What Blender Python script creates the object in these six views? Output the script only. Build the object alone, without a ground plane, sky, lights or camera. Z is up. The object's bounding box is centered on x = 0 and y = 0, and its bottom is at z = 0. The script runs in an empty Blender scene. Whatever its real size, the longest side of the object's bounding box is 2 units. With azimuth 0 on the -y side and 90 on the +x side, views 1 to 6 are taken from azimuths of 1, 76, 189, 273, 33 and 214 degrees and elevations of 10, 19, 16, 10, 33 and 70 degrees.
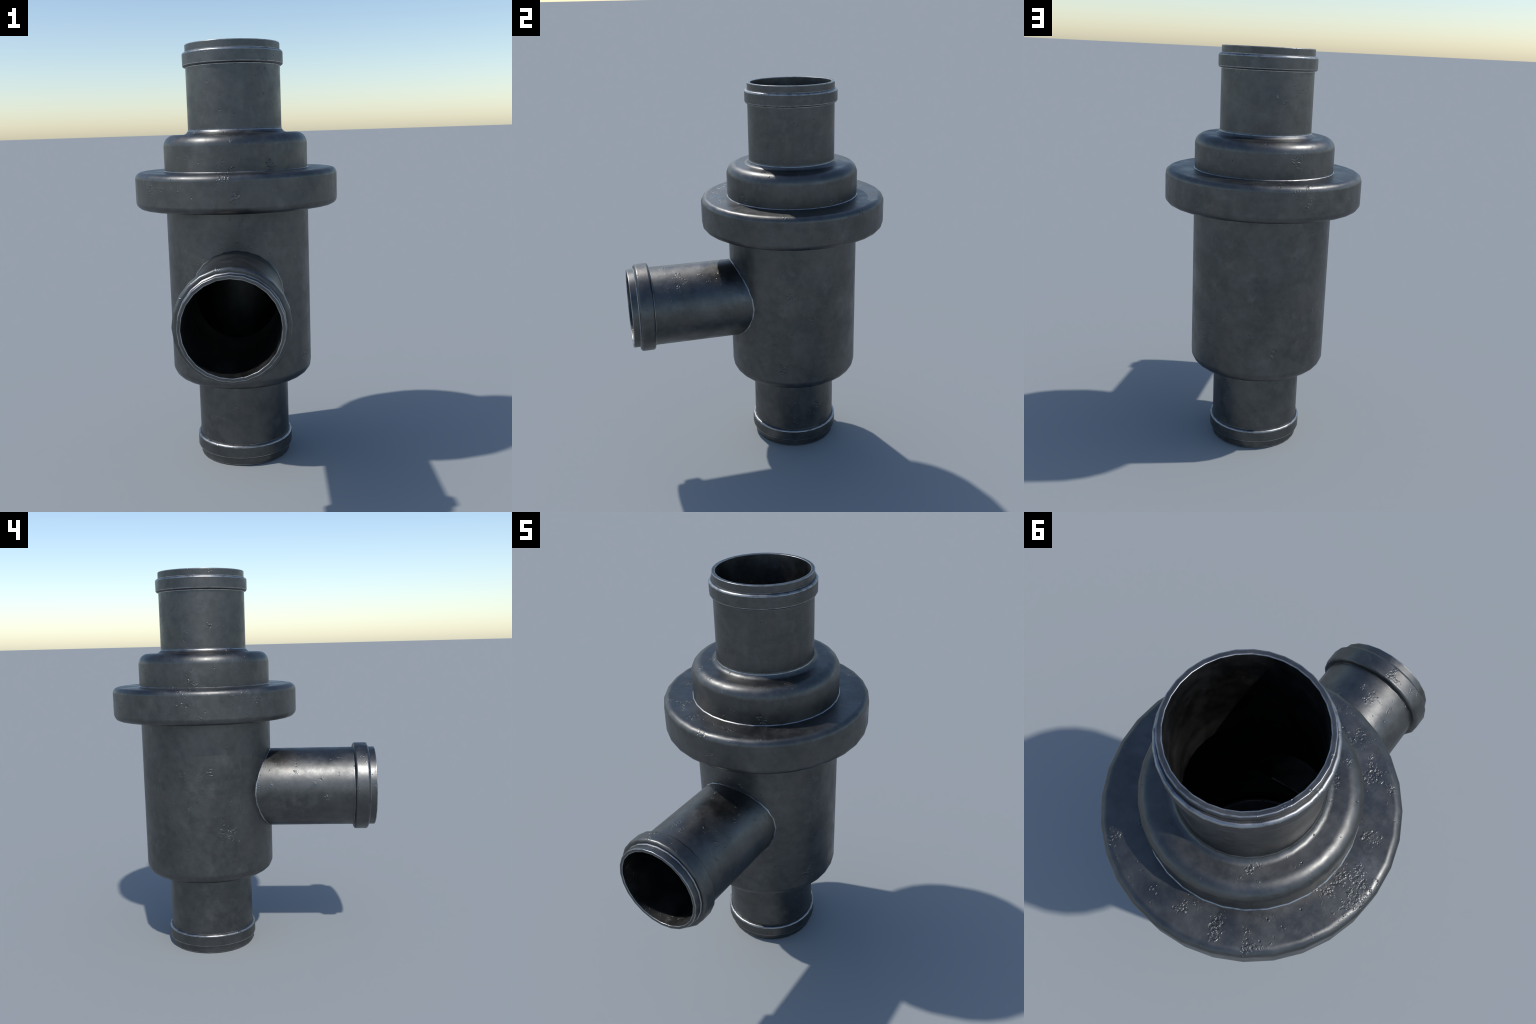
"""Three-way cast metal pipe fitting: a flanged vertical chamber with a pipe stub
above, below and at the side, each stub carrying a retaining collar and a rim."""
import bpy, bmesh, math
from mathutils import Vector

# ------------------------------------------------------------------ dimensions
AXIS_Y = 0.2066          # vertical axis of the chamber stands at x = 0, y = AXIS_Y
SIDES = 32               # facets round the vertical parts
BRANCH_SIDES = 24        # facets round the side pipe
BRANCH_Z = 0.8617        # height of the side pipe's axis
BRANCH_END = -0.690      # y of the side pipe's mouth

PIPE_R, PIPE_BORE = 0.2236, 0.2075
COLLAR_R = 0.2378
BODY_R, BODY_BORE = 0.3430, 0.3270
FLANGE_R = 0.4836
BRANCH_R, BRANCH_BORE, BRANCH_COLLAR_R = 0.2085, 0.1925, 0.2320

# where corrosion has crumbled the skin most: centre x, y, z and reach of each patch
PATCHES = [
    (-0.41, 0.25, 1.42, 0.105), (-0.25, -0.11, 1.42, 0.050), (-0.32, -0.09, 1.42, 0.030), (-0.38, 0.09, 1.42, 0.040),
    (-0.16, 0.59, 1.42, 0.040), (-0.26, 0.57, 1.42, 0.045), (-0.04, 0.59, 1.42, 0.035), (0.27, 0.55, 1.42, 0.040),
    (-0.15, -0.18, 1.42, 0.040), (-0.15, 0.41, 1.59, 0.040), (-0.20, 0.04, 1.57, 0.035), (-0.17, -0.04, 1.56, 0.040),
    (0.12, -0.44, 1.03, 0.050), (0.15, -0.50, 1.00, 0.035), (-0.02, -0.49, 1.07, 0.050), (-0.05, -0.61, 1.09, 0.040),
    (-0.21, -0.08, 0.89, 0.035), (-0.20, -0.40, 0.93, 0.030), (-0.18, -0.49, 0.96, 0.022), (-0.21, -0.44, 0.83, 0.030),
    (-0.32, 0.07, 0.66, 0.060), (-0.33, 0.10, 0.74, 0.030), (-0.34, 0.16, 1.01, 0.030), (-0.34, 0.26, 0.57, 0.030),
    (-0.33, 0.30, 0.99, 0.035), (0.31, 0.07, 0.54, 0.055), (0.34, 0.21, 0.82, 0.045), (0.33, 0.11, 0.95, 0.035),
    (0.29, 0.03, 0.67, 0.025), (-0.22, 0.22, 1.65, 0.030), (-0.22, 0.16, 1.72, 0.026), (-0.34, 0.21, 1.44, 0.030),
    (0.17, -0.09, 1.45, 0.040), (-0.00, -0.14, 1.44, 0.025), (-0.03, -0.27, 1.40, 0.035), (0.02, -0.28, 1.33, 0.030),
    (-0.38, -0.10, 1.35, 0.035), (-0.19, 0.33, 1.80, 0.035), (-0.09, 0.41, 1.79, 0.025), (-0.13, 0.39, 1.76, 0.020),
    (-0.26, 0.61, 1.39, 0.040), (-0.28, 0.60, 1.32, 0.035), (-0.20, 0.49, 1.50, 0.040), (-0.02, 0.55, 1.46, 0.025),
    (-0.14, 0.52, 0.58, 0.030), (-0.08, 0.42, 1.61, 0.030), (0.21, 0.29, 0.24, 0.035), (-0.03, -0.01, 0.30, 0.040),
]

# ------------------------------------------------------------------- materials
def metal(name, dark, light, rough, worn=False):
    m = bpy.data.materials.new(name)
    m.use_nodes = True
    nt = m.node_tree
    nt.nodes.clear()
    L = nt.links.new

    def node(kind, **kw):
        n = nt.nodes.new(kind)
        for k, v in kw.items():
            setattr(n, k, v)
        return n

    def noise(scale, detail, roughness=0.55, offset=(0, 0, 0), stretch=(1, 1, 1)):
        mp = node("ShaderNodeMapping")
        mp.inputs["Location"].default_value = offset
        mp.inputs["Scale"].default_value = stretch
        L(coord.outputs["Object"], mp.inputs["Vector"])
        n = node("ShaderNodeTexNoise")
        n.inputs["Scale"].default_value = scale
        n.inputs["Detail"].default_value = detail
        n.inputs["Roughness"].default_value = roughness
        L(mp.outputs["Vector"], n.inputs["Vector"])
        return n.outputs["Fac"]

    def span(value, a, b, lo=0.0, hi=1.0, smooth=True):
        n = node("ShaderNodeMapRange")
        n.interpolation_type = "SMOOTHSTEP" if smooth else "LINEAR"
        n.clamp = True
        for i, v in zip((1, 2, 3, 4), (a, b, lo, hi)):
            n.inputs[i].default_value = v
        L(value, n.inputs[0])
        return n.outputs[0]

    def math_(op, a, b):
        n = node("ShaderNodeMath", operation=op)
        for i, v in enumerate((a, b)):
            if isinstance(v, (int, float)):
                n.inputs[i].default_value = v
            else:
                L(v, n.inputs[i])
        return n.outputs[0]

    def mix(fac, a, b):
        n = node("ShaderNodeMix", data_type="RGBA")
        if isinstance(fac, (int, float)):
            n.inputs[0].default_value = fac
        else:
            L(fac, n.inputs[0])
        for i, v in ((6, a), (7, b)):
            if isinstance(v, tuple):
                n.inputs[i].default_value = (*v, 1)
            else:
                L(v, n.inputs[i])
        return n.outputs[2]

    coord = node("ShaderNodeTexCoord")
    # cloudy tarnish: broad blotches, broken by a finer mottle
    broad = span(noise(5.5, 5, 0.62), 0.33, 0.68)
    fine = span(noise(26, 5, 0.65, (3.1, 1.7, 0.4)), 0.30, 0.72)
    cloud = math_("ADD", math_("MULTIPLY", broad, 0.55), math_("MULTIPLY", fine, 0.45))
    colour = mix(cloud, dark, light)
    # faint brown oxide patches
    brown = span(noise(6.5, 5, 0.65, (9.2, 4.4, 7.7)), 0.52, 0.72, 0.0, 0.45)
    colour = mix(brown, colour, tuple(c * k for c, k in zip(light, (0.98, 0.88, 0.80))))

    # soft pale smudges
    smudge = span(noise(8.5, 6, 0.68, (1.3, 8.8, 2.9)), 0.54, 0.74, 0.0, 0.50)
    colour = mix(smudge, colour, (0.185, 0.187, 0.186))
    # corrosion: crumbly grains and pits gathered in scattered clusters
    patch = None
    for x, y, z, reach in PATCHES:
        away = node("ShaderNodeVectorMath", operation="DISTANCE")
        L(coord.outputs["Object"], away.inputs[0])
        away.inputs[1].default_value = (x, y, z)
        near = span(away.outputs["Value"], 0.0, reach * 1.5, 1.0, 0.0)
        patch = near if patch is None else math_("MAXIMUM", patch, near)
    field = math_("ADD", noise(24, 4, 0.65, (6.0, 2.0, 8.0)), math_("MULTIPLY", patch, 0.18))
    field = math_("ADD", field, math_("MULTIPLY", noise(3.6, 2, 0.5, (2.0, 5.0, 1.0)), 0.22))
    cluster = span(field, 0.70, 0.87)
    crumb = noise(100, 1.0, 0.5, (0.3, 0.9, 0.2))
    grains = math_("MULTIPLY", span(crumb, 0.52, 0.70), cluster)
    pits = math_("MULTIPLY", span(crumb, 0.46, 0.30), cluster)
    # single pin holes outside the clusters
    cells = node("ShaderNodeTexVoronoi", feature="F1", distance="EUCLIDEAN")
    cells.inputs["Scale"].default_value = 46
    L(coord.outputs["Object"], cells.inputs["Vector"])
    chance = node("ShaderNodeSeparateColor")
    L(cells.outputs["Color"], chance.inputs[0])
    holes = math_("MULTIPLY", span(cells.outputs["Distance"], 0.06, 0.20, 1.0, 0.0), span(chance.outputs[0], 0.93, 0.97))
    relief = math_("SUBTRACT", math_("SUBTRACT", grains, math_("MULTIPLY", pits, 0.8)), math_("MULTIPLY", holes, 0.8))
    skin = math_("ADD", math_("MULTIPLY", noise(75, 4, 0.6, (1, 2, 3)), 0.10), math_("MULTIPLY", noise(22, 2, 0.5, (5, 2, 3)), 0.22))
    height = math_("ADD", relief, skin)
    bump = node("ShaderNodeBump")
    bump.inputs["Strength"].default_value = 0.62
    bump.inputs["Distance"].default_value = 0.0031
    L(height, bump.inputs["Height"])

    colour = mix(math_("MULTIPLY", grains, 0.35), colour, (0.20, 0.20, 0.20))
    colour = mix(math_("MULTIPLY", math_("MAXIMUM", pits, holes), 0.45), colour, (0.06, 0.058, 0.055))
    if worn:
        chips = span(noise(34, 3, 0.6, (4, 4, 4)), 0.30, 0.55, 0.35, 1.0)
        colour = mix(chips, colour, (0.33, 0.335, 0.345))
    shader = node("ShaderNodeBsdfPrincipled")
    shader.inputs["Metallic"].default_value = 1.0
    L(colour, shader.inputs["Base Color"])
    rmap = math_("ADD", span(noise(9, 5, 0.65, (7, 1, 5)), 0.32, 0.68, rough - 0.06, rough + 0.09),
                 math_("MULTIPLY", fine, 0.04))
    L(rmap, shader.inputs["Roughness"])
    L(bump.outputs["Normal"], shader.inputs["Normal"])
    out = node("ShaderNodeOutputMaterial")
    L(shader.outputs[0], out.inputs["Surface"])
    return m

GUNMETAL = metal("tarnished_gunmetal", (0.090, 0.0925, 0.093), (0.140, 0.1425, 0.142), 0.395)
WORN = metal("worn_bright_edge", (0.090, 0.0925, 0.093), (0.140, 0.1425, 0.142), 0.35, worn=True)

# ------------------------------------------------------------- profile geometry
def profile(corners, closed=False):
    """corners: (r, h, fillet, worn_width[, steps]). Returns segments
    (p0, n0, p1, n1, worn); normals lie to the left of travel (r -> h plane)."""
    n = len(corners)
    P = [Vector(c[:2]) for c in corners]
    segs, trim = [], {}
    for i, c in enumerate(corners):
        if (not closed and i in (0, n - 1)) or c[2] <= 0:
            trim[i] = (P[i], P[i], None)
            continue
        a, b = (P[i - 1] - P[i]).normalized(), (P[(i + 1) % n] - P[i]).normalized()
        half = a.angle(b) / 2
        t = c[2] / math.tan(half)
        centre = P[i] + (a + b).normalized() * (c[2] / math.sin(half))
        trim[i] = (P[i] + a * t, P[i] + b * t, centre)
    left = lambda d: Vector((d.y, -d.x))
    count = n if closed else n - 1
    for i in range(count):
        j = (i + 1) % n
        p, q = trim[i][1], trim[j][0]
        d = q - p
        length = d.length
        if length > 1e-6:
            nn = left(d / length)
            cuts = [(0.0, corners[i][3]), (length, corners[j][3])]
            s0 = min(cuts[0][1], length * 0.4)
            s1 = length - min(cuts[1][1], length * 0.4)
            marks = [(0.0, s0, True), (s0, s1, False), (s1, length, True)]
            for x0, x1, w in marks:
                if x1 - x0 > 1e-6:
                    segs.append((p + d * (x0 / length), nn, p + d * (x1 / length), nn, w))
        if (closed or j != n - 1) and trim[j][2] is not None:
            steps = corners[j][4] if len(corners[j]) > 4 else 5
            c = trim[j][2]
            d0 = left((P[j] - P[j - 1]).normalized())
            d1 = left((P[(j + 1) % n] - P[j]).normalized())
            turn = d0.angle_signed(d1)
            v0 = trim[j][0] - c
            prev, pn = trim[j][0], d0
            for k in range(1, steps + 1):
                a = -turn * k / steps
                rot = lambda v: Vector((v.x * math.cos(a) - v.y * math.sin(a), v.x * math.sin(a) + v.y * math.cos(a)))
                cur, cn = c + rot(v0), rot(d0)
                segs.append((prev, pn, cur, cn, corners[j][3] > 0))
                prev, pn = cur, cn
    return segs

def revolve(name, corners, sides, place, closed=False, end_fit=None):
    """Sweep a profile round an axis. place(r, h, cos, sin) -> world position."""
    segs = profile(corners, closed)
    verts, index, faces, normals, mats = [], {}, [], [], []
    zero = Vector(place(0, 0, 1, 0))

    def vert(p, k):
        key = (round(p.x, 6), round(p.y, 6), k)
        if key not in index:
            a = 2 * math.pi * k / sides
            co = Vector(place(p.x, p.y, math.cos(a), math.sin(a)))
            if end_fit:
                co = end_fit(co, p.y)
            index[key] = len(verts)
            verts.append(co)
        return index[key]

    def norm(nv, k):
        a = 2 * math.pi * k / sides
        return (Vector(place(nv.x, nv.y, math.cos(a), math.sin(a))) - zero).normalized()

    for p, pn, q, qn, worn in segs:
        for k in range(sides):
            k2 = (k + 1) % sides
            faces.append((vert(p, k), vert(p, k2), vert(q, k2), vert(q, k)))
            normals.append((norm(pn, k), norm(pn, k2), norm(qn, k2), norm(qn, k)))
            mats.append(1 if worn else 0)
    me = bpy.data.meshes.new(name)
    # make winding agree with the wanted normals
    for i, f in enumerate(faces):
        a, b, c = (verts[f[j]] for j in (0, 1, 2))
        if (b - a).cross(c - a).dot(sum(normals[i], Vector())) < 0:
            faces[i] = f[::-1]
            normals[i] = normals[i][::-1]
    me.from_pydata(verts, [], faces)
    me.materials.append(GUNMETAL)
    me.materials.append(WORN)
    for p, mi in zip(me.polygons, mats):
        p.material_index = mi
        p.use_smooth = True
    me.normals_split_custom_set([tuple(n) for quad in normals for n in quad])
    ob = bpy.data.objects.new(name, me)
    bpy.context.scene.collection.objects.link(ob)
    return ob, segs

upright = lambda r, h, c, s: (r * c, AXIS_Y + r * s, h)
sideways = lambda r, h, c, s: (r * s, h, BRANCH_Z + r * c)

E_ = 0.0035   # width of a rubbed-bright edge line

# ----------------------------------------------------------------- upright parts
# profiles run so that the metal lies on the right hand, outside on the left
upper_pipe, _ = revolve("upper_pipe", [
    (PIPE_R, 1.6185, 0, 0), (PIPE_R, 1.8975, 0, E_), (PIPE_R, 1.9645, 0, 0.003),
    (PIPE_R, 2.0, 0.0024, 0.0012, 2), (PIPE_BORE, 2.0, 0.0024, 0.0012, 2), (PIPE_BORE, 1.557, 0, 0)], SIDES, upright)

def rub(ob, test):
    """Give the faces whose every corner passes the test the rubbed-bright metal."""
    for p in ob.data.polygons:
        if all(test(ob.data.vertices[v].co) for v in p.vertices):
            p.material_index = 1

def collar(name, radius, inner, lo, hi, edge, sides, place):
    return revolve(name, [(inner, lo, 0, 0), (radius, lo, edge, 0, 5), (radius, hi, edge, 0, 5), (inner, hi, 0, 0)],
                   sides, place, closed=True)[0]

upper_collar = collar("collar", COLLAR_R, 0.2150, 1.8975, 1.9645, 0.0095, SIDES, upright)
rub(upper_collar, lambda c: 1.9035 < c.z < 1.908)
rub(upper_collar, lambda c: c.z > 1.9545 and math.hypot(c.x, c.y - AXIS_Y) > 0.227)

shoulder, _ = revolve("shoulder", [
    (BODY_BORE, 1.345, 0, 0), (BODY_R + 0.0035, 1.345, 0, 0), (BODY_R + 0.0035, 1.4190, 0, 0), (BODY_R, 1.4220, 0, 0), (BODY_R, 1.5875, 0.052, 0, 7),
    (PIPE_R, 1.5875, 0.027, 0, 10), (PIPE_R, 1.6185, 0, 0)], SIDES, upright)
rub(shoulder, lambda c: 1.4185 < c.z < 1.4225)
rub(shoulder, lambda c: 1.6018 < c.z < 1.6066)
shoulder_lining, _ = revolve("shoulder_lining", [
    (PIPE_BORE, 1.557, 0, 0.002), (BODY_BORE, 1.557, 0.02, 0, 4), (BODY_BORE, 1.345, 0, 0)], SIDES, upright)

flange, _ = revolve("flange", [
    (0.335, 1.2462, 0, 0), (FLANGE_R, 1.2462, 0.032, 0, 5), (FLANGE_R, 1.4185, 0.030, 0, 5), (0.335, 1.4185, 0, 0)],
    SIDES, upright, closed=True)

body, body_segs = revolve("body", [
    (PIPE_BORE, 0.444, 0, 0), (PIPE_BORE, 0.414, 0, 0), (BODY_R, 0.414, 0.052, 0, 6), (BODY_R, 1.345, 0, 0),
    (BODY_BORE, 1.345, 0, 0), (BODY_BORE, 0.444, 0.02, 0, 4)], SIDES, upright, closed=True)

lower_pipe, _ = revolve("lower_pipe", [
    (PIPE_BORE, 0.414, 0, 0), (PIPE_BORE, 0.0, 0.0024, 0.0012, 2), (PIPE_R, 0.0, 0.0024, 0.0012, 2),
    (PIPE_R, 0.0355, 0, 0.003), (PIPE_R, 0.1025, 0, E_), (PIPE_R, 0.418, 0, 0)], SIDES, upright)
lower_collar = collar("collar.001", COLLAR_R, 0.2150, 0.0355, 0.1025, 0.0095, SIDES, upright)
rub(lower_collar, lambda c: 0.0415 < c.z < 0.046)
rub(lower_collar, lambda c: c.z > 0.0925 and math.hypot(c.x, c.y - AXIS_Y) > 0.227)  # paler band along the top rounding of the lower collar

# -------------------------------------------------------------------- side pipe
def wall_y(x, radius):
    """y of the near side of the faceted chamber wall at a given x."""
    step = 2 * math.pi / SIDES
    k = math.floor(math.asin(max(-1, min(1, x / radius))) / step)
    a0, a1 = k * step, (k + 1) * step
    x0, x1 = radius * math.sin(a0), radius * math.sin(a1)
    t = (x - x0) / (x1 - x0)
    return AXIS_Y - radius * (math.cos(a0) * (1 - t) + math.cos(a1) * t)

JOIN = {-0.090: 0.012, -0.100: 0.002, -0.110: -0.004}    # profile marks that follow the chamber wall: depth past its surface
def fit(co, h):
    for mark, depth in JOIN.items():
        if abs(h - mark) < 1e-4:
            co.y = wall_y(co.x, BODY_R) + depth
    return co

side_pipe, _ = revolve("side_pipe", [
    (BRANCH_BORE, -0.090, 0, 0), (BRANCH_BORE, BRANCH_END, 0.0024, 0.0012, 2), (BRANCH_R, BRANCH_END, 0.0024, 0.0012, 2),
    (BRANCH_R, -0.6575, 0, 0), (BRANCH_R + 0.004, -0.6530, 0, 0), (BRANCH_R, -0.6500, 0, 0), (BRANCH_R, -0.5772, 0, 0.003), (BRANCH_R, -0.110, 0, 0), (BRANCH_R + 0.0045, -0.100, 0, 0),
    (BRANCH_R, -0.090, 0, 0)],
    BRANCH_SIDES, sideways, end_fit=fit)
for p in side_pipe.data.polygons:      # the strip that meets the chamber wall is rubbed bright
    ys = [side_pipe.data.vertices[v].co for v in p.vertices]
    if all(abs(c.y - wall_y(c.x, BODY_R)) < 0.02 and Vector((c.x, c.z - BRANCH_Z)).length > 0.2 for c in ys):
        p.material_index = 1
rub(side_pipe, lambda c: -0.659 < c.y < -0.6525)
side_collar = collar("collar.002", BRANCH_COLLAR_R, 0.2000, -0.6535, -0.5772, 0.013, BRANCH_SIDES, sideways)

# ---------------------------------------- opening in the chamber wall for the side pipe
def open_wall(ob, segs):
    cut_mesh = bpy.data.meshes.new("cutter")
    bm = bmesh.new()
    rings = []
    for y in (-0.35, 0.10):
        rings.append([bm.verts.new(sideways(0.2, y, math.cos(2 * math.pi * k / BRANCH_SIDES), math.sin(2 * math.pi * k / BRANCH_SIDES)))
                      for k in range(BRANCH_SIDES)])
    for k in range(BRANCH_SIDES):
        j = (k + 1) % BRANCH_SIDES
        bm.faces.new((rings[0][k], rings[0][j], rings[1][j], rings[1][k]))
    bm.faces.new(rings[0][::-1])
    bm.faces.new(rings[1])
    bmesh.ops.recalc_face_normals(bm, faces=bm.faces)
    bm.to_mesh(cut_mesh)
    bm.free()
    cutter = bpy.data.objects.new("cutter", cut_mesh)
    bpy.context.scene.collection.objects.link(cutter)
    mod = ob.modifiers.new("opening", "BOOLEAN")
    mod.operation, mod.solver, mod.object = "DIFFERENCE", "EXACT", cutter
    graph = bpy.context.evaluated_depsgraph_get()
    new = bpy.data.meshes.new_from_object(ob.evaluated_get(graph))
    ob.modifiers.clear()
    old = ob.data
    ob.data = new
    bpy.data.meshes.remove(old)
    new.name = ob.name
    bpy.data.objects.remove(cutter)
    bpy.data.meshes.remove(cut_mesh)
    # round the wall's shading again: every corner takes the normal of the profile it lies on
    apothem = math.cos(math.pi / SIDES)
    out = [None] * len(new.loops)
    for poly in new.polygons:
        poly.use_smooth = True
        for li in poly.loop_indices:
            co = new.vertices[new.loops[li].vertex_index].co
            rx, ry = co.x, co.y - AXIS_Y
            rho = math.hypot(rx, ry)
            best, bn = 1e9, None
            for p, pn, q, qn, _ in segs:
                d = q - p
                t = max(0, min(1, (Vector((rho, co.z)) - p).dot(d) / d.length_squared))
                gap = (p + d * t - Vector((rho, co.z))).length
                nv = pn.lerp(qn, t).normalized()
                world = Vector((nv.x * rx / rho, nv.x * ry / rho, nv.y))
                if world.dot(poly.normal) > 0.8 and gap < best:
                    best, bn = gap, world
            out[li] = tuple(bn if bn is not None else poly.normal)
    new.normals_split_custom_set(out)

open_wall(body, body_segs)

# ------------------------------------------------------------------- assembling
root = bpy.data.objects.new("pipe_fitting", None)
bpy.context.scene.collection.objects.link(root)
root["label"] = "dark tarnished metal three-way pipe fitting with round flange"
root["category"] = "pipe fitting"

for ob, parent in ((upper_pipe, root), (shoulder, root), (flange, root), (body, root), (lower_pipe, root), (side_pipe, root),
                   (shoulder_lining, shoulder), (upper_collar, upper_pipe), (lower_collar, lower_pipe), (side_collar, side_pipe)):
    ob.parent = parent
